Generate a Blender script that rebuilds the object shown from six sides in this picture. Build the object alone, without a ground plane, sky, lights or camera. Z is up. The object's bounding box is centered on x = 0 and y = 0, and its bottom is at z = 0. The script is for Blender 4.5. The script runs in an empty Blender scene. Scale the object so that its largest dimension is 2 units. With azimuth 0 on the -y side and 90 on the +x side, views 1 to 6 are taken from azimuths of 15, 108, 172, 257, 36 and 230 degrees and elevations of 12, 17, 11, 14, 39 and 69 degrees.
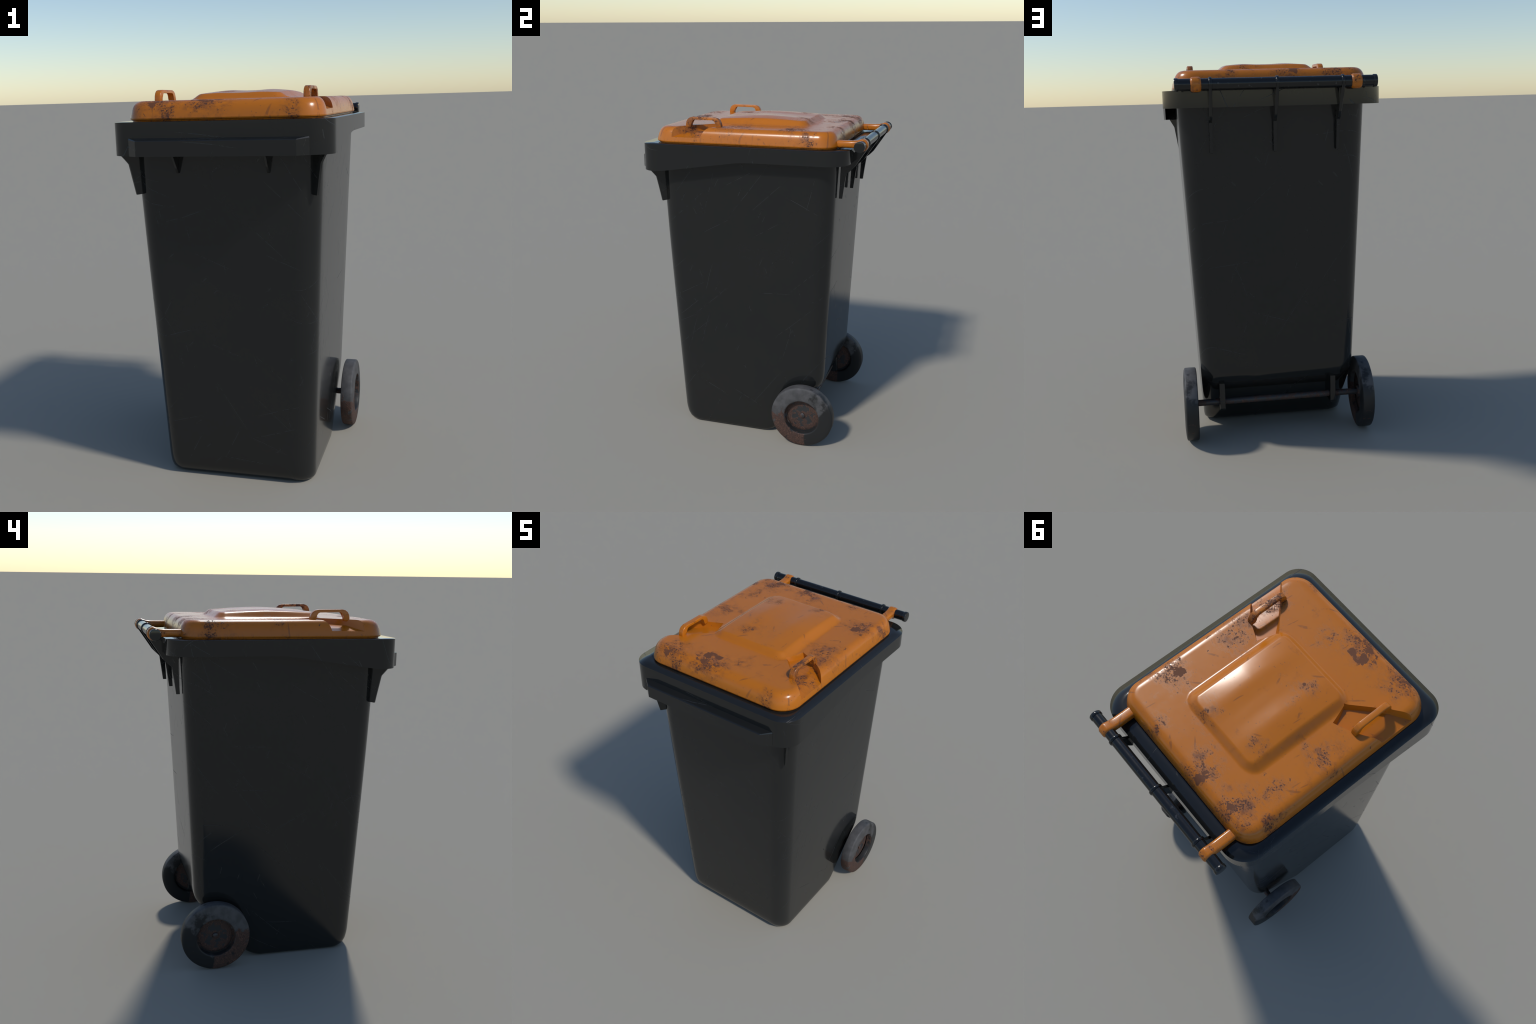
import bpy, bmesh, math, random
from mathutils import Vector, Matrix, noise as mnoise

random.seed(7)
COL = bpy.context.scene.collection

# ------------------------------------------------------------------ helpers
def obj_from_bm(bm, name, mats, parent=None, smooth_angle=40, loc=(0, 0, 0)):
    bmesh.ops.recalc_face_normals(bm, faces=bm.faces)
    me = bpy.data.meshes.new(name)
    bm.to_mesh(me)
    bm.free()
    o = bpy.data.objects.new(name, me)
    COL.objects.link(o)
    for m in (mats if isinstance(mats, (list, tuple)) else [mats]):
        me.materials.append(m)
    o.location = loc
    if parent is not None:
        o.parent = parent
    if smooth_angle:
        shade(o, smooth_angle)
    return o


def shade(o, angle):
    me = o.data
    me.polygons.foreach_set("use_smooth", [True] * len(me.polygons))
    bm = bmesh.new()
    bm.from_mesh(me)
    lim = math.radians(angle)
    for e in bm.edges:
        if len(e.link_faces) == 2 and e.calc_face_angle(0) > lim:
            e.smooth = False
    bm.to_mesh(me)
    bm.free()


def bake_modifiers(o):
    dg = bpy.context.evaluated_depsgraph_get()
    dg.update()
    me = bpy.data.meshes.new_from_object(o.evaluated_get(dg), depsgraph=dg)
    old = o.data
    o.modifiers.clear()
    o.data = me
    me.name = o.name
    bpy.data.meshes.remove(old)


def boolean(o, cutter, op="DIFFERENCE"):
    m = o.modifiers.new("b", "BOOLEAN")
    m.operation, m.object, m.solver = op, cutter, "EXACT"
    bake_modifiers(o)
    bpy.data.objects.remove(cutter, do_unlink=True)


def lerp(a, b, t):
    return a + (b - a) * t


def interp(pts, z):
    if z <= pts[0][0]:
        return pts[0][1]
    for (a, va), (b, vb) in zip(pts, pts[1:]):
        if z <= b:
            return lerp(va, vb, (z - a) / (b - a))
    return pts[-1][1]


def sstep(a, b, x):
    t = max(0.0, min(1.0, (x - a) / (b - a)))
    return t * t * (3 - 2 * t)


def rounded_rect(hx, y0, y1, r0, r1, n=10, m=6, sub=10):
    """Closed outline, counter-clockwise, starting at the +x side; r0 front corners, r1 rear corners.
    n segments per corner, sub segments per straight side."""
    pts = []
    cs = [(hx - r1, y1 - r1, r1, 0), (-hx + r1, y1 - r1, r1, 90),
          (-hx + r0, y0 + r0, r0, 180), (hx - r0, y0 + r0, r0, 270)]
    for k, (cx, cy, r, a0) in enumerate(cs):
        arc = [(cx + r * math.cos(math.radians(a0 + 90 * i / n)), cy + r * math.sin(math.radians(a0 + 90 * i / n)))
               for i in range(n + 1)]
        nx = cs[(k + 1) % 4]
        b = (nx[0] + nx[2] * math.cos(math.radians(nx[3])), nx[1] + nx[2] * math.sin(math.radians(nx[3])))
        a = arc[-1]
        pts += arc
        pts += [(lerp(a[0], b[0], i / sub), lerp(a[1], b[1], i / sub)) for i in range(1, sub)]
    return pts


def loft(bm, rings, closed=True, cap_start=True, cap_end=True):
    vr = [[bm.verts.new(p) for p in ring] for ring in rings]
    n = len(vr[0])
    for a, b in zip(vr, vr[1:]):
        for i in range(n if closed else n - 1):
            j = (i + 1) % n
            bm.faces.new((a[i], a[j], b[j], b[i]))
    if cap_start:
        bm.faces.new(list(reversed(vr[0])))
    if cap_end:
        bm.faces.new(vr[-1])
    return vr


def prism_x(profile, x0, x1, bevel=0.0, seg=2):
    """Solid whose (y, z) outline is swept from x0 to x1, edges rounded."""
    bm = bmesh.new()
    loft(bm, [[(x0, y, z) for y, z in profile], [(x1, y, z) for y, z in profile]])
    if bevel:
        bmesh.ops.bevel(bm, geom=list(bm.edges), offset=bevel, segments=seg, profile=0.5, affect="EDGES", clamp_overlap=True)
    return bm


def soft_prism_x(profile, xc, hw, r, n=5):
    """Like prism_x, but with a full round of radius r along both outlines."""
    k = len(profile)
    area = sum(profile[i][0] * profile[(i + 1) % k][1] - profile[(i + 1) % k][0] * profile[i][1] for i in range(k))
    sgn = 1 if area > 0 else -1
    nrm = []
    for i in range(k):
        (ax, ay), (bx, by), (cx, cy) = profile[i - 1], profile[i], profile[(i + 1) % k]
        e1, e2 = Vector((bx - ax, by - ay)).normalized(), Vector((cx - bx, cy - by)).normalized()
        m1, m2 = Vector((-e1.y, e1.x)) * sgn, Vector((-e2.y, e2.x)) * sgn
        h = (m1 + m2)
        h.normalize()
        nrm.append(h / max(0.5, h.dot(m1)))
    rings = []
    stations = [(-hw + r * (1 - math.cos(a)), r * (1 - math.sin(a))) for a in [math.pi / 2 * i / n for i in range(n + 1)]]
    stations += [(-x, e) for x, e in reversed(stations)]
    for x, e in stations:
        rings.append([(xc + x, p[0] + h.x * e, p[1] + h.y * e) for p, h in zip(profile, nrm)])
    bm = bmesh.new()
    loft(bm, rings)
    return bm


def lathe_x(profile, n=64, center=(0, 0, 0)):
    """Surface of revolution round the x axis; profile = (x, r) points from axis to axis."""
    bm = bmesh.new()
    cx, cy, cz = center
    rings = []
    for x, r in profile:
        if r < 1e-6:
            rings.append([bm.verts.new((cx + x, cy, cz))])
        else:
            rings.append([bm.verts.new((cx + x, cy + r * math.cos(2 * math.pi * i / n), cz + r * math.sin(2 * math.pi * i / n))) for i in range(n)])
    for a, b in zip(rings, rings[1:]):
        for i in range(n):
            j = (i + 1) % n
            if len(a) == 1:
                bm.faces.new((a[0], b[j], b[i]))
            elif len(b) == 1:
                bm.faces.new((a[i], a[j], b[0]))
            else:
                bm.faces.new((a[i], a[j], b[j], b[i]))
    return bm


# ---------------------------------------------------------------- materials
class NT:
    """Small wrapper for building node trees."""
    def __init__(self, name):
        self.mat = bpy.data.materials.new(name)
        self.mat.use_nodes = True
        self.t = self.mat.node_tree
        self.t.nodes.clear()
        self.out = self.t.nodes.new("ShaderNodeOutputMaterial")
        self.b = self.t.nodes.new("ShaderNodeBsdfPrincipled")
        self.t.links.new(self.b.outputs[0], self.out.inputs[0])
        self.co = self.t.nodes.new("ShaderNodeTexCoord").outputs["Object"]

    def put(self, sock, v):
        if isinstance(v, bpy.types.NodeSocket):
            self.t.links.new(v, sock)
        elif isinstance(v, tuple) and len(v) == 3 and sock.type == "RGBA":
            sock.default_value = (*v, 1)
        else:
            sock.default_value = v

    def mapping(self, scale=(1, 1, 1), rot=(0, 0, 0), loc=(0, 0, 0), vec=None):
        n = self.t.nodes.new("ShaderNodeMapping")
        self.put(n.inputs["Vector"], vec or self.co)
        n.inputs["Scale"].default_value = scale
        n.inputs["Rotation"].default_value = rot
        n.inputs["Location"].default_value = loc
        return n.outputs[0]

    def noise(self, scale, detail=4, rough=0.55, vec=None, dist=0.0, color=False):
        n = self.t.nodes.new("ShaderNodeTexNoise")
        self.put(n.inputs["Vector"], vec or self.co)
        n.inputs["Scale"].default_value = scale
        n.inputs["Detail"].default_value = detail
        n.inputs["Roughness"].default_value = rough
        n.inputs["Distortion"].default_value = dist
        return n.outputs["Color" if color else "Fac"]

    def voronoi(self, scale, feature="F1", vec=None, rnd=1.0, out="Distance"):
        n = self.t.nodes.new("ShaderNodeTexVoronoi")
        n.feature = feature
        self.put(n.inputs["Vector"], vec or self.co)
        n.inputs["Scale"].default_value = scale
        n.inputs["Randomness"].default_value = rnd
        return n.outputs[out]

    def math(self, op, a, b=0.0, c=0.0, clamp=False):
        n = self.t.nodes.new("ShaderNodeMath")
        n.operation = op
        n.use_clamp = clamp
        for s, v in zip(n.inputs, (a, b, c)):
            self.put(s, v)
        return n.outputs[0]

    def step(self, v, a, b):
        """Smooth mask: 0 below a, 1 above b (a > b inverts)."""
        n = self.t.nodes.new("ShaderNodeMapRange")
        n.interpolation_type = "SMOOTHSTEP"
        self.put(n.inputs["Value"], v)
        n.inputs["From Min"].default_value, n.inputs["From Max"].default_value = min(a, b), max(a, b)
        n.inputs["To Min"].default_value, n.inputs["To Max"].default_value = (0, 1) if a < b else (1, 0)
        return n.outputs["Result"]

    def mul(self, *v):
        r = v[0]
        for w in v[1:]:
            r = self.math("MULTIPLY", r, w)
        return r

    def mx(self, *v):
        r = v[0]
        for w in v[1:]:
            r = self.math("MAXIMUM", r, w)
        return r

    def mix(self, f, a, b):
        n = self.t.nodes.new("ShaderNodeMix")
        n.data_type = "RGBA"
        self.put(n.inputs["Factor"], f)
        self.put(n.inputs[6], a)
        self.put(n.inputs[7], b)
        return n.outputs[2]

    def mixf(self, f, a, b):
        n = self.t.nodes.new("ShaderNodeMix")
        n.data_type = "FLOAT"
        self.put(n.inputs["Factor"], f)
        self.put(n.inputs[2], a)
        self.put(n.inputs[3], b)
        return n.outputs[0]

    def xyz(self, vec=None):
        n = self.t.nodes.new("ShaderNodeSeparateXYZ")
        self.put(n.inputs[0], vec or self.co)
        return n.outputs

    def flat(self, top=False):
        """Two-dimensional wall coordinates: along the wall and height (top: plan view)."""
        x, y, z = self.xyz()
        n = self.t.nodes.new("ShaderNodeCombineXYZ")
        self.put(n.inputs[0], x if top else self.math("ADD", x, y))
        self.put(n.inputs[1], y if top else self.math("ADD", z, self.math("MULTIPLY", self.math("SUBTRACT", x, y), 0.5)))
        return n.outputs[0]

    def scratches(self, angle, scale, ratio, thr, seed, bend=0.02, top=False):
        """Sparse thin strokes: very elongated Voronoi cells, slightly bent."""
        w = self.t.nodes.new("ShaderNodeVectorMath")
        w.operation = "MULTIPLY_ADD"
        self.put(w.inputs[0], self.noise(4.0, 2, vec=self.mapping(loc=(seed, seed * 2.3, 0)), color=True))
        w.inputs[1].default_value = (bend, bend, 0)
        self.put(w.inputs[2], self.flat(top))
        # rotate, then stretch
        rot = self.mapping(rot=(0, 0, angle), vec=w.outputs[0])
        v = self.mapping(scale=(scale, scale * ratio, 1), loc=(seed, seed * 1.7, 0), vec=rot)
        n = self.t.nodes.new("ShaderNodeTexVoronoi")
        n.voronoi_dimensions = "2D"
        self.put(n.inputs["Vector"], v)
        n.inputs["Scale"].default_value = 1.0
        line = self.step(n.outputs["Distance"], thr, thr * 0.55)
        gaps = self.step(self.noise(26, 2, vec=self.mapping(loc=(seed, 0, seed))), 0.36, 0.50)
        return self.mul(line, gaps)

    def blobs(self, spots, warp=0.0):
        """Soft round zones in plan view: (x, y, radius, weight)."""
        w = self.t.nodes.new("ShaderNodeVectorMath")
        w.operation = "MULTIPLY_ADD"
        self.put(w.inputs[0], self.noise(9.0, 3, 0.6, color=True))
        w.inputs[1].default_value = (warp, warp, 0)
        self.put(w.inputs[2], self.mapping(loc=(-warp / 2, -warp / 2, 0)))
        x, y, _ = self.xyz(w.outputs[0])
        c = self.t.nodes.new("ShaderNodeCombineXYZ")
        self.put(c.inputs[0], x)
        self.put(c.inputs[1], y)
        r = None
        for px, py, rad, wt in spots:
            d = self.t.nodes.new("ShaderNodeVectorMath")
            d.operation = "DISTANCE"
            self.put(d.inputs[0], c.outputs[0])
            d.inputs[1].default_value = (px, py, 0)
            m = self.mul(self.step(d.outputs["Value"], rad * 1.5, 0.0), wt)
            r = m if r is None else self.mx(r, m)
        return r

    def bump(self, h, strength=0.3, dist=0.002):
        n = self.t.nodes.new("ShaderNodeBump")
        n.inputs["Strength"].default_value = strength
        n.inputs["Distance"].default_value = dist
        self.put(n.inputs["Height"], h)
        self.put(self.b.inputs["Normal"], n.outputs[0])

    def finish(self, color, rough, metallic=0.0, spec=0.5):
        self.put(self.b.inputs["Base Color"], color)
        self.put(self.b.inputs["Roughness"], rough)
        self.put(self.b.inputs["Metallic"], metallic)
        self.put(self.b.inputs["Specular IOR Level"], spec)
        return self.mat


def dark_plastic():
    m = NT("dark_grey_plastic")
    sc = m.mx(m.scratches(0.9, 14, 0.012, 0.030, 1.3), m.scratches(-0.75, 14, 0.012, 0.028, 5.1),
              m.scratches(1.20, 15, 0.012, 0.030, 9.4), m.scratches(-1.15, 15, 0.014, 0.028, 3.7), m.scratches(0.35, 15, 0.014, 0.028, 23.7),
              m.scratches(1.50, 15, 0.016, 0.028, 12.2), m.mul(m.scratches(-0.3, 10, 0.10, 0.040, 7.9), 0.5), m.mul(m.scratches(0.6, 9, 0.14, 0.040, 17.3), 0.5))
    dirt = m.noise(2.2, 5, 0.6)
    base = m.mix(m.step(dirt, 0.35, 0.7), (0.0125, 0.0135, 0.0135), (0.0145, 0.0148, 0.0142))
    col = m.mix(m.mul(sc, 0.55), base, (0.024, 0.026, 0.029))
    fine = m.noise(60, 3)
    rough = m.mixf(fine, 0.09, 0.13)
    rough = m.mixf(sc, rough, 0.50)
    m.bump(m.math("SUBTRACT", m.mul(fine, 0.05), sc), 0.05, 0.002)
    return m.finish(col, rough)


def bar_plastic():
    m = NT("black_bar_plastic")
    n = m.noise(30, 4)
    spot = m.mul(m.step(m.noise(45, 2), 0.66, 0.72), 0.8)
    col = m.mix(spot, (0.008, 0.0085, 0.009), (0.05, 0.05, 0.05))
    return m.finish(col, m.mixf(n, 0.14, 0.24))


WORN = [(-0.06, -0.52, 0.11, 0.95), (-0.33, -0.53, 0.10, 0.9), (-0.35, 0.0, 0.09, 0.9), (-0.33, 0.44, 0.13, 0.95), (-0.07, 0.44, 0.11, 0.95),
        (0.39, 0.27, 0.10, 0.95), (0.36, -0.09, 0.11, 0.85), (0.38, -0.34, 0.10, 0.95), (-0.06, -0.15, 0.08, 0.8), (-0.38, 0.25, 0.07, 0.8),
        (0.11, 0.28, 0.07, 0.75), (0.06, -0.43, 0.08, 0.8), (-0.48, 0.36, 0.06, 0.95), (0.48, 0.36, 0.06, 0.95), (0.34, -0.60, 0.06, 0.95),
        (0.24, 0.49, 0.09, 0.75), (0.39, 0.65, 0.05, 0.75), (-0.39, 0.65, 0.05, 0.75), (-0.16, 0.19, 0.06, 0.65), (-0.28, -0.585, 0.08, 0.8), (0.36, -0.20, 0.06, 0.8)]
PEELED = [(-0.115, -0.487, 0.068, 1.0), (-0.06, -0.465, 0.038, 0.95), (-0.15, -0.51, 0.04, 0.95), (-0.03, -0.545, 0.03, 0.85), (-0.098, 0.470, 0.055, 1.0),
          (-0.045, 0.425, 0.03, 0.9), (0.375, 0.235, 0.045, 1.0), (0.43, 0.20, 0.028, 0.9), (-0.05, -0.16, 0.018, 0.9), (-0.30, 0.46, 0.03, 0.85), (-0.36, 0.02, 0.03, 0.8),
          (-0.34, -0.55, 0.03, 0.8), (0.35, -0.08, 0.022, 0.8)]


def orange_plastic():
    m = NT("worn_orange_plastic")
    mid = m.noise(21, 5, 0.65, dist=0.5)
    fine = m.noise(115, 4, 0.6)
    grain = m.noise(170, 2, 0.5)
    zone = m.blobs(WORN, 0.30)
    peel = m.blobs(PEELED, 0.06)
    off = lambda v, k: m.math("MULTIPLY", m.math("SUBTRACT", v, 0.5), k)
    # peeled patches with ragged borders
    patch = m.step(m.math("ADD", peel, m.math("ADD", off(mid, 3.4), off(fine, 0.9))), 0.64, 0.70)
    # fine chips, thick in the worn zones and thin elsewhere
    speck = m.math("ADD", m.math("ADD", off(mid, 0.60), off(fine, 1.10)), m.mul(zone, 0.27))
    chips = m.step(speck, 0.262, 0.295)
    pits = m.mul(m.step(m.voronoi(55), 0.15, 0.09), m.step(m.noise(8, 3, vec=m.mapping(loc=(9, 0, 4))), 0.54, 0.60))
    # rubbed brown scuffs with a streaky grain
    streak = m.noise(1.0, 4, 0.65, vec=m.mapping(scale=(30, 90, 40), rot=(0, 0, 0.7)))
    scuff = m.mul(zone, m.step(m.math("ADD", off(mid, 1.0), off(streak, 1.0)), -0.16, 0.16))
    smudge = m.step(m.math("ADD", zone, off(m.noise(13, 3, 0.5, vec=m.mapping(loc=(7, 2, 5))), 2.2)), 0.55, 1.25)
    soft = m.mul(m.step(m.noise(9, 4, 0.6, vec=m.mapping(loc=(4, 8, 2))), 0.60, 0.72), m.step(fine, 0.35, 0.62))
    marks = m.mx(m.scratches(0.9, 9, 0.16, 0.06, 2.2, 0.10, True), m.scratches(-0.7, 9, 0.14, 0.055, 6.1, 0.10, True), m.scratches(0.1, 12, 0.1, 0.04, 8.8, 0.05, True))
    # grime speckles along the bottom edge of the walls
    z = m.xyz()[2]
    low = m.mul(m.step(z, 1.885, 1.858), m.step(m.noise(1.0, 4, 0.7, vec=m.mapping(scale=(60, 60, 22))), 0.53, 0.66))
    tone = m.noise(3.0, 3, vec=m.mapping(loc=(1, 1, 6)))
    base = m.mix(tone, (0.485, 0.140, 0.0065), (0.545, 0.164, 0.0085))
    base = m.mix(m.mx(m.mul(soft, 0.40), m.mul(marks, 0.5), m.mul(low, 0.55)), base, (0.165, 0.058, 0.020))
    base = m.mix(m.mx(m.mul(scuff, 0.75), m.mul(smudge, 0.75)), base, (0.150, 0.056, 0.027))
    brown = m.mix(grain, (0.125, 0.050, 0.026), (0.180, 0.070, 0.034))
    dark = m.mix(grain, (0.078, 0.036, 0.025), (0.140, 0.058, 0.034))
    col = m.mix(patch, base, brown)
    spot = m.mul(m.mx(chips, m.mul(pits, 0.8)), m.math("SUBTRACT", 1.0, patch))
    col = m.mix(spot, col, dark)
    wear = m.mx(patch, spot, m.mul(scuff, 0.8))
    rough = m.mixf(wear, m.mixf(mid, 0.20, 0.27), 0.60)
    m.bump(m.math("SUBTRACT", 1.0, m.mx(patch, spot)), 0.08, 0.002)
    return m.finish(col, rough, spec=m.mixf(wear, 0.5, 0.15))


def rust_mix(m, mask, col, rough, h=0.0):
    g = m.noise(150, 4, 0.75)
    patchy = m.noise(30, 3, 0.6)
    r = m.mix(m.step(g, 0.36, 0.70), (0.034, 0.021, 0.017), (0.150, 0.074, 0.052))
    r = m.mix(m.step(patchy, 0.35, 0.7), r, (0.062, 0.036, 0.028))
    return m.mix(mask, col, r), m.mixf(mask, rough, 0.75), g


def tyre_rubber():
    m = NT("dusty_tyre_rubber")
    _, y, z = m.xyz()
    rad = m.math("SQRT", m.math("ADD", m.mul(y, y), m.mul(z, z)))
    n = m.noise(14, 5, 0.6)
    edge = m.math("MULTIPLY", m.math("SUBTRACT", n, 0.5), 0.22)
    quad = m.mul(m.step(m.math("ADD", y, m.mul(edge, 0.25)), 0.024, 0.012), m.step(m.math("ADD", z, edge), 0.020, 0.0), m.step(rad, 0.108, 0.114))
    quad = m.mul(quad, m.step(m.noise(24, 4), 0.33, 0.42))
    spots = m.mul(m.step(m.noise(45, 3), 0.62, 0.66), m.step(z, 0.09, 0.0), m.step(y, 0.02, -0.05))
    spots2 = m.mul(m.step(m.noise(38, 3, vec=m.mapping(loc=(4, 4, 4))), 0.66, 0.70), m.step(z, 0.02, -0.1))
    lip = m.mul(m.step(rad, 0.112, 0.108), m.step(m.noise(30, 3), 0.42, 0.52), m.step(z, -0.07, -0.03))
    mask = m.mx(quad, spots, m.mul(spots2, 0.8), lip)
    # pale dust lies on the upper part of the wheel, rubbed off in places
    rub = m.math("ADD", m.math("MULTIPLY", m.math("SUBTRACT", m.noise(10, 4, 0.6), 0.5), 2.2), m.math("MULTIPLY", y, -2.5))
    dust = m.step(m.math("ADD", m.mul(z, 3.0), rub), -0.05, 0.22)
    cloud = m.mixf(m.step(m.noise(22, 4, 0.6, vec=m.mapping(loc=(3, 3, 3))), 0.3, 0.7), 0.55, 1.0)
    col = m.mix(m.mul(dust, cloud), (0.018, 0.018, 0.018), (0.092, 0.089, 0.090))
    col, rough, g = rust_mix(m, mask, col, m.mixf(dust, 0.45, 0.62))
    m.bump(m.math("ADD", m.mul(n, 0.3), m.mul(g, m.mul(mask, 1.5))), 0.35, 0.003)
    return m.finish(col, rough, spec=0.35)


def hub_rust():
    m = NT("rusty_hub_metal")
    _, y, z = m.xyz()
    rad = m.math("SQRT", m.math("ADD", m.mul(y, y), m.mul(z, z)))
    n = m.noise(34, 4, 0.65)
    # bare grey steel shows mostly in a ring between the cap and the edge
    ring = m.mul(m.step(rad, 0.018, 0.035), m.step(rad, 0.085, 0.055))
    mask = m.step(m.math("SUBTRACT", n, m.mul(ring, 0.13)), 0.36, 0.42)
    col, rough, g = rust_mix(m, mask, (0.030, 0.030, 0.031), 0.55)
    m.bump(m.mul(g, m.mul(mask, 1.5)), 0.4, 0.003)
    return m.finish(col, rough, spec=0.4)


def axle_metal():
    m = NT("rusty_axle_steel")
    mask = m.step(m.noise(28, 4, 0.65), 0.47, 0.55)
    col, rough, g = rust_mix(m, mask, (0.035, 0.034, 0.036), 0.4)
    m.bump(g, 0.3, 0.002)
    return m.finish(col, rough, metallic=0.0)


PLASTIC, BAR, ORANGE = dark_plastic(), bar_plastic(), orange_plastic()
TYRE, HUB, AXLE = tyre_rubber(), hub_rust(), axle_metal()

# --------------------------------------------------------------------- root
root = bpy.data.objects.new("wheelie_bin", None)
COL.objects.link(root)
root["label"] = "dark grey wheelie bin with worn orange lid"
root["category"] = "rubbish bin"

# --------------------------------------------------------------------- body
FRONT = [(0.0, -0.438), (0.006, -0.454), (0.02, -0.469), (0.045, -0.4825), (0.075, -0.4895), (0.10, -0.4925),
         (1.00, -0.536), (1.25, -0.547), (1.82, -0.566)]
REAR = [(0.0, 0.092), (0.006, 0.126), (0.02, 0.151), (0.05, 0.177), (0.15, 0.254), (0.25, 0.340), (0.31, 0.397), (0.335, 0.421), (0.352, 0.435), (0.372, 0.4455), (0.40, 0.4515), (0.43, 0.454),
        (1.82, 0.521)]
HALF = [(0.0, 0.376), (0.006, 0.387), (0.02, 0.394), (0.045, 0.3975), (0.085, 0.3990), (0.50, 0.4165), (1.82, 0.4720)]
RADF = [(0.0, 0.085), (0.05, 0.095), (1.82, 0.108)]
RADR = [(0.0, 0.06), (0.05, 0.07), (0.40, 0.085), (1.82, 0.105)]
zs = sorted({0.0, 0.003, 0.006, 0.012, 0.02, 0.032, 0.045, 0.06, 0.075, 0.0875, 0.10, 0.15, 0.20, 0.25, 0.30, 0.32, 0.335, 0.343, 0.352,
             0.362, 0.372, 0.386, 0.40, 0.415, 0.43, 0.5} | {0.6 + 0.1 * i for i in range(13)})
BASE = 0.0


def body_ring(z, off=0.0, zreal=None):
    return [(x, y, (z if zreal is None else zreal) + BASE) for x, y in
            rounded_rect(interp(HALF, z) + off, interp(FRONT, z) - off, interp(REAR, z) + off,
                         interp(RADF, z) + off, interp(RADR, z) + off, n=12, sub=10)]


bm = bmesh.new()
loft(bm, [body_ring(z) for z in zs])
body = obj_from_bm(bm, "body", PLASTIC, root, 50)

# ---------------------------------------------------------------------- rim
RZ, RX, RF, RR = 1.850, 0.538, -0.648, 0.598


def rim_bottom(y):
    return interp([(-0.56, 1.692), (-0.50, 1.696), (-0.04, 1.764), (0.02, 1.768), (0.6, 1.768)], y)


def rim_outline(inset):
    return rounded_rect(RX - inset, RF + inset, RR - inset, 0.105 - inset, 0.125 - inset, n=14, sub=24)


bm = bmesh.new()
rings = []
for inset, dz in ((0.10, 0.0), (0.062, 0.0), (0.0, 0.0)):
    rings.append([(x, y, RZ + dz) for x, y in rim_outline(inset)])
for k in (0.5, 1.0):
    rings.append([(x, y, lerp(RZ, rim_bottom(y), k)) for x, y in rim_outline(0.0)])
inner = [(x, min(y, 0.52)) for x, y in rim_outline(0.010)]
rings.append([(x, y, rim_bottom(y) + 0.0005) for x, y in inner])
rings.append([(x, y, RZ - 0.02) for x, y in inner])
inner2 = [(x, min(y, 0.5)) for x, y in rim_outline(0.1)]
rings.append([(x, y, RZ - 0.02) for x, y in inner2])
loft(bm, rings)
rim = obj_from_bm(bm, "rim", PLASTIC, root, 0)
shade(rim, 32)
# the moulded top of the rim rolls off softly towards its outer edge
me = rim.data
custom = []
for poly in me.polygons:
    for li in poly.loop_indices:
        v = me.vertices[me.loops[li].vertex_index].co
        n = Vector((0, 0, 0))
        if poly.normal.z > 0.9 and v.z > RZ - 0.002:
            rc = 0.105 if v.y < 0 else 0.125
            qx = abs(v.x) - (RX - rc)
            cy = RF + rc if v.y < 0 else RR - rc
            qy = (cy - v.y) if v.y < 0 else (v.y - cy)
            d = Vector((math.copysign(max(qx, 0), v.x), math.copysign(max(qy, 0), v.y), 0))
            inset = rc - d.length
            if inset < 0.005:
                n = (Vector((0, 0, 0.72)) + d.normalized() * 0.70).normalized()
            else:
                n = Vector((0, 0, 1))
        custom.append(n)
me.normals_split_custom_set(custom)

# ledge along the front of the rim: a shallow step with mitred ends
bm = bmesh.new()
lx0, lx1, ly = 0.436, 0.384, -0.691
lz0, lz1 = 1.692, 1.768
rings = []
for z, ins, back in ((lz0, 0.0, 0.0), (lz1 - 0.005, 0.0, 0.006), (lz1 - 0.002, 0.003, 0.010)):
    rings.append([(-lx0 + ins, -0.640, z + back), (-lx0 + ins, RF - 0.001, z + back), (-lx1, ly + ins, z), (lx1, ly + ins, z), (lx0 - ins, RF - 0.001, z + back), (lx0 - ins, -0.640, z + back)])
loft(bm, rings)
obj_from_bm(bm, "front_ledge", PLASTIC, rim, 8)

# ------------------------------------------------- corner fins under the rim (front)
def corner_fin(side):
    """Thin plate standing diagonally on the body's front corner."""
    z0 = 1.58
    r = interp(RADF, z0)
    px, py = interp(HALF, z0) - r + r * 0.7071, interp(FRONT, z0) + r - r * 0.7071
    prof = [(-0.02, 1.500), (0.030, 1.497), (0.060, 1.648), (0.098, 1.690), (0.098, 1.80), (-0.02, 1.80)]
    bm = bmesh.new()
    w = 0.0055
    loft(bm, [[(side * (px + (t * 0.7071) + o * 0.7071), py - t * 0.7071 + o * 0.7071, z) for t, z in prof] for o in (-w, w)])
    bmesh.ops.bevel(bm, geom=list(bm.edges), offset=0.0012, segments=1, affect="EDGES", clamp_overlap=True)
    return obj_from_bm(bm, "corner_fin", PLASTIC, rim, 30)


corner_fin(1)
corner_fin(-1)

# small triangular plates under the front of the rim
for sx in (1, -1):
    yb = interp(FRONT, 1.65) + 0.01
    bm = prism_x([(yb, 1.72), (-0.642, 1.72), (-0.642, 1.690), (yb - 0.018, 1.604), (yb, 1.604)], sx * 0.224 - 0.006, sx * 0.224 + 0.006, 0.0015, 1)
    obj_from_bm(bm, "gusset_plate", PLASTIC, rim, 30)

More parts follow.
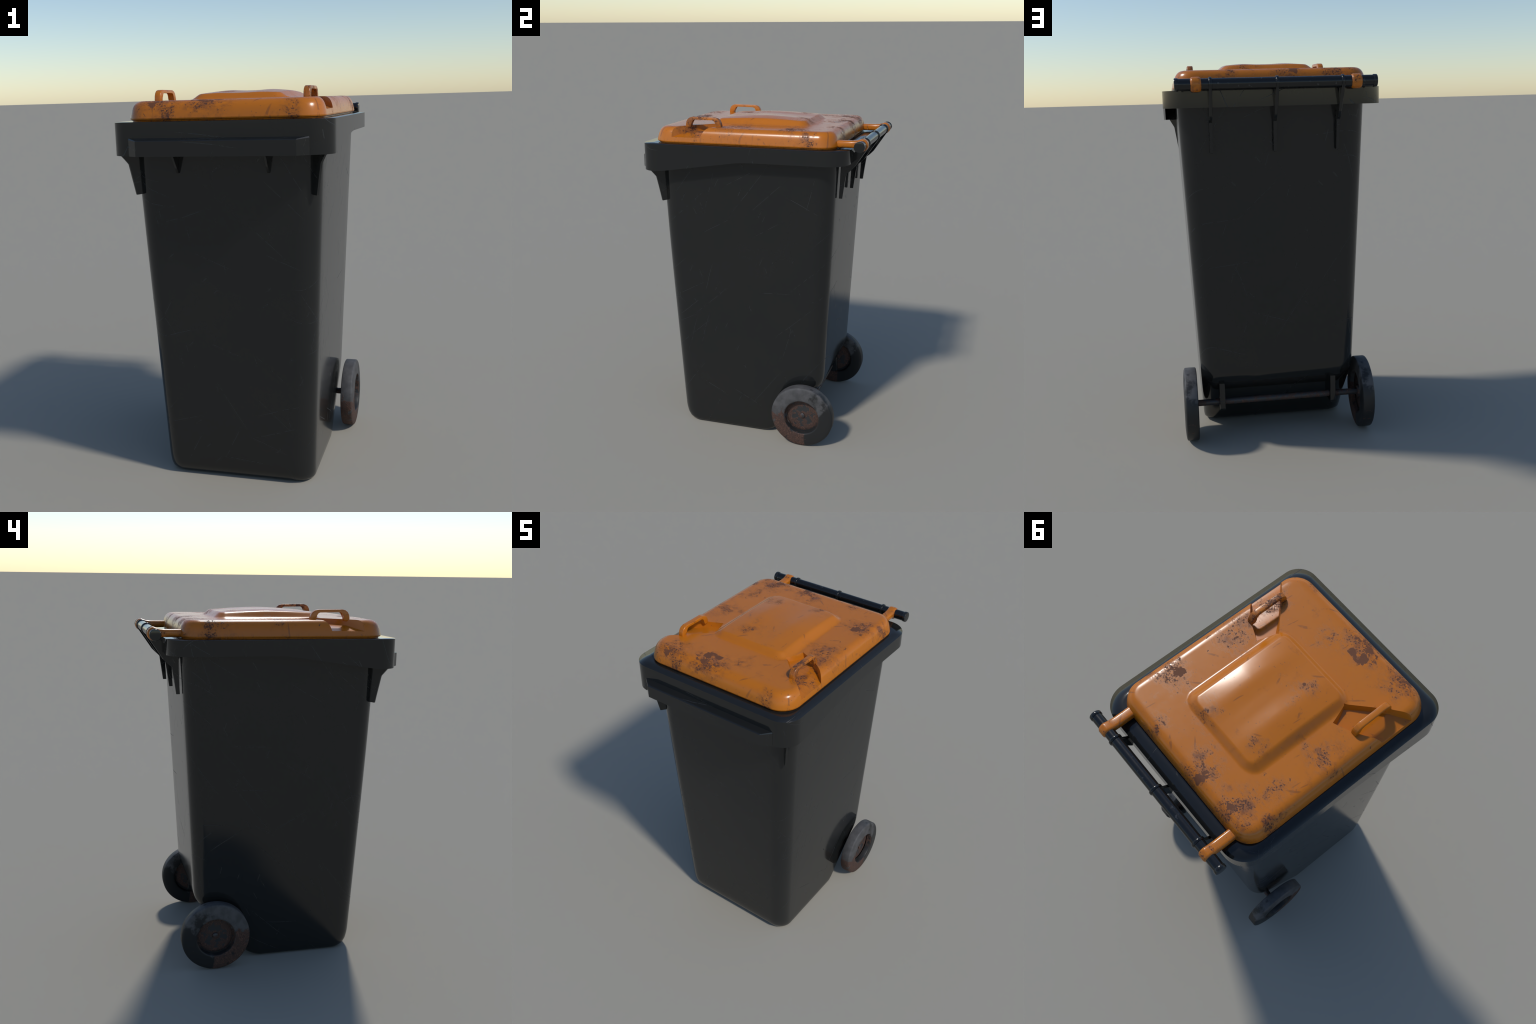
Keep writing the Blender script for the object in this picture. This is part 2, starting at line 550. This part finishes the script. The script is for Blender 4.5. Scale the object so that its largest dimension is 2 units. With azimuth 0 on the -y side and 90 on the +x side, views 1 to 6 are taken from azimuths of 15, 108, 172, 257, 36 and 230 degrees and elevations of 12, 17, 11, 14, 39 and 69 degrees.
# ----------------------------------------------------------- handle and ribs
HY, HZ, HR = 0.658, 1.875, 0.0275
handle = obj_from_bm(lathe_x([(-0.470, 0), (-0.470, HR), (0.470, HR), (0.470, 0)], 40), "handle_bar", BAR, root, 40, loc=(0, HY, HZ))
for sx in (1, -1):
    cap = obj_from_bm(lathe_x([(sx * 0.462, 0), (sx * 0.462, 0.029), (sx * 0.464, 0.0305), (sx * 0.478, 0.0305), (sx * 0.4805, 0.0285), (sx * 0.4815, 0.02), (sx * 0.4815, 0)], 40),
                      "end_cap", PLASTIC, handle, 40)
for x in (-0.314, 0.0, 0.314):
    prof = [(0.5165, 1.548), (0.537, 1.548), (0.555, 1.695), (0.575, 1.708), (0.602, 1.735), (0.6875, 1.862), (0.658, 1.853), (0.637, 1.862), (0.583, 1.800), (0.545, 1.79), (0.515, 1.79), (0.515, 1.75), (0.5255, 1.74)]
    obj_from_bm(prism_x(prof, x - 0.0075, x + 0.0075, 0.0012, 1), "handle_bracket", PLASTIC, root, 30)
    obj_from_bm(lathe_x([(-0.0075, HR - 0.002), (-0.0075, HR + 0.003), (-0.005, HR + 0.0055), (0.005, HR + 0.0055), (0.0075, HR + 0.003), (0.0075, HR - 0.002)], 40),
                "collar", BAR, handle, 50, loc=(x, 0, 0))

# ---------------------------------------------------------------------- lid
LX, LY0, LY1 = 0.485, -0.588, 0.526
TOP = 1.947


def hump(x, y):
    """Saddle-topped raised panel in the middle of the lid."""
    yy = y - 0.008
    ax, ay = abs(x), abs(yy)
    # rounded-rectangle distance; the long sides slope more gently
    qx, qy = (ax - 0.172) / 1.4, ay - 0.241
    d = math.hypot(max(qx, 0), max(qy, 0)) + min(max(qx, qy), 0.0) - 0.022
    rise = 1.0 - sstep(0.0, 0.043, d)
    k = 1.0 - min(1.0, ay / 0.27) ** 1.6
    # pillow: faint hollow along the middle, falling away to the long sides
    top = 0.0285 + 0.0125 * k + (0.0045 * sstep(0.02, 0.13, ax) - 0.0115 * max(0.0, (ax - 0.09) / 0.13) ** 1.7) * (0.4 + 0.6 * k)
    return rise * top


# lid rings: (inset from the widest outline, height)
LIDP = [(0.018, 1.8508), (0.010, 1.8510), (0.009, 1.8560), (0.004, 1.8575), (0.001, 1.8605), (0.0, 1.866), (0.0035, 1.884), (0.008, 1.902), (0.0125, 1.915), (0.0175, 1.925), (0.0245, 1.934), (0.033, 1.9405), (0.043, 1.945), (0.054, 1.9467), (0.066, 1.947)]
bm = bmesh.new()
rings = []


def lid_outline(ins):
    # the front face leans back more than the sides
    return rounded_rect(LX - ins, LY0 + ins * 1.3, LY1 - ins, max(0.115 - ins, 0.004), max(0.105 - ins, 0.004), n=16, sub=44)


for ins, z in LIDP:
    rings.append([(x, y, z) for x, y in lid_outline(ins)])
base = lid_outline(0.066)
cxy = (0.0, 0.005)
steps = 110
for k in range(1, steps):
    t = k / steps
    rings.append([(lerp(x, cxy[0], t), lerp(y, cxy[1], t), TOP + hump(lerp(x, cxy[0], t), lerp(y, cxy[1], t))) for x, y in base])
loft(bm, rings)
lid = obj_from_bm(bm, "lid", ORANGE, root, 0)

# hand pockets beside the grab handles
for sx in (1, -1):
    fr = [(0.236, -0.249), (0.310, -0.320), (0.392, -0.398), (0.440, -0.437), (0.475, -0.468), (0.56, -0.545)]
    re = [(0.276, -0.148), (0.320, -0.167), (0.368, -0.188), (0.420, -0.222), (0.462, -0.255), (0.56, -0.345)]
    bm = bmesh.new()
    floor = lambda x: interp([(0.236, 1.922), (0.40, 1.913), (0.43, 1.903), (0.47, 1.8895), (0.56, 1.885)], x)
    rings = []
    for f, r in zip(fr, re):
        g = 0.010  # walls lean outwards
        row = []
        fb = lambda: None
        (fx, fy), (rx, ry) = f, r
        row = [(fx, fy, 1.99), (fx, fy, 1.945), (fx + 0.004, fy + g, floor(fx)), (rx + 0.004, ry - g, floor(rx)), (rx, ry, 1.945), (rx, ry, 1.99)]
        rings.append([(sx * x, y, z) for x, y, z in row])
    # inner wall leans a little
    rings[0][2] = (rings[0][2][0] + sx * 0.010, rings[0][2][1], rings[0][2][2])
    rings[0][3] = (rings[0][3][0] + sx * 0.010, rings[0][3][1], rings[0][3][2])
    loft(bm, rings)
    cut = obj_from_bm(bm, "cut", ORANGE, None, 0)
    boolean(lid, cut)
shade(lid, 18)

# grab handles: bent straps
for sx in (1, -1):
    outer = [(-0.404, 1.938), (-0.404, 1.957), (-0.401, 1.972), (-0.393, 1.986), (-0.380, 1.9955), (-0.362, 2.000),
             (-0.226, 1.9985), (-0.208, 1.994), (-0.194, 1.984), (-0.186, 1.970), (-0.182, 1.955), (-0.181, 1.938)]
    inner = [(-0.211, 1.938), (-0.2115, 1.955), (-0.215, 1.970), (-0.222, 1.981), (-0.234, 1.9875), (-0.350, 1.9890), (-0.361, 1.983), (-0.368, 1.972), (-0.3705, 1.957), (-0.371, 1.938)]
    bm = prism_x(outer + inner, sx * 0.376 - 0.0155, sx * 0.376 + 0.0155, 0.0042, 3)
    obj_from_bm(bm, "grab_handle", ORANGE, lid, 50)

# hinge arms that hook round the bar
for sx in (1, -1):
    n = 14
    R = HR + 0.0075
    arc = [(HY + R * math.cos(math.radians(a)), HZ + R * math.sin(math.radians(a))) for a in [95 - i * 220 / n for i in range(n + 1)]]
    prof = [(0.49, 1.8975)] + [(0.60, 1.8975), (0.630, 1.9005)] + arc + [(0.625, 1.8590), (0.60, 1.8575), (0.49, 1.8575)]
    bm = soft_prism_x(prof, sx * 0.381, 0.027, 0.015, 6)
    obj_from_bm(bm, "hinge_arm", ORANGE, lid, 50)

# ------------------------------------------------------------- axle, wheels
AY, AZ, WR = 0.352, 0.1945, 0.1945
obj_from_bm(lathe_x([(-0.47, 0), (-0.47, 0.017), (0.47, 0.017), (0.47, 0)], 32), "axle", AXLE, root, 40, loc=(0, AY, AZ))
for sx in (1, -1):
    prof = [(0.398, 0.335), (0.398, 0.168), (0.390, 0.158), (0.25, 0.150), (0.22, 0.20), (0.33, 0.335)]
    obj_from_bm(prism_x(prof, sx * 0.303 - 0.015, sx * 0.303 + 0.015, 0.003, 2), "axle_bracket", PLASTIC, root, 35)

for sx in (1, -1):
    wheel = bpy.data.objects.new("wheel", None)
    COL.objects.link(wheel)
    wheel.parent = root
    wheel.location = (sx * 0.472, AY, AZ)
    f = lambda p: [(sx * x, r) for x, r in p]
    tyre = [(0.004, 0.098), (0.004, 0.1055), (0.031, 0.1085), (0.0345, 0.1105), (0.0365, 0.115), (0.0365, 0.122), (0.0360, 0.135), (0.0350, 0.150), (0.0335, 0.166), (0.0315, 0.180), (0.0295, 0.1875), (0.0265, 0.1925), (0.022, WR),
            (-0.028, WR), (-0.0325, 0.1925), (-0.035, 0.187), (-0.0365, 0.175), (-0.037, 0.155), (-0.037, 0.125), (-0.036, 0.119), (-0.033, 0.1150), (-0.014, 0.112), (-0.014, 0.098)]
    obj_from_bm(lathe_x(f(tyre), 96), "tyre", TYRE, wheel, 40)
    disc = [(0.0, 0.0), (0.0, 0.080), (-0.002, 0.094), (-0.005, 0.1060), (-0.010, 0.1100), (-0.013, 0.09), (-0.013, 0.035), (-0.024, 0.030), (-0.026, 0.0)]
    obj_from_bm(lathe_x(f(disc), 64), "hub", HUB, wheel, 30)
    nut = [(-0.002, 0.0), (-0.002, 0.0165), (0.007, 0.0160), (0.0105, 0.012), (0.012, 0.0)]
    obj_from_bm(lathe_x(f(list(reversed(nut))), 32), "axle_cap", AXLE, wheel, 40)
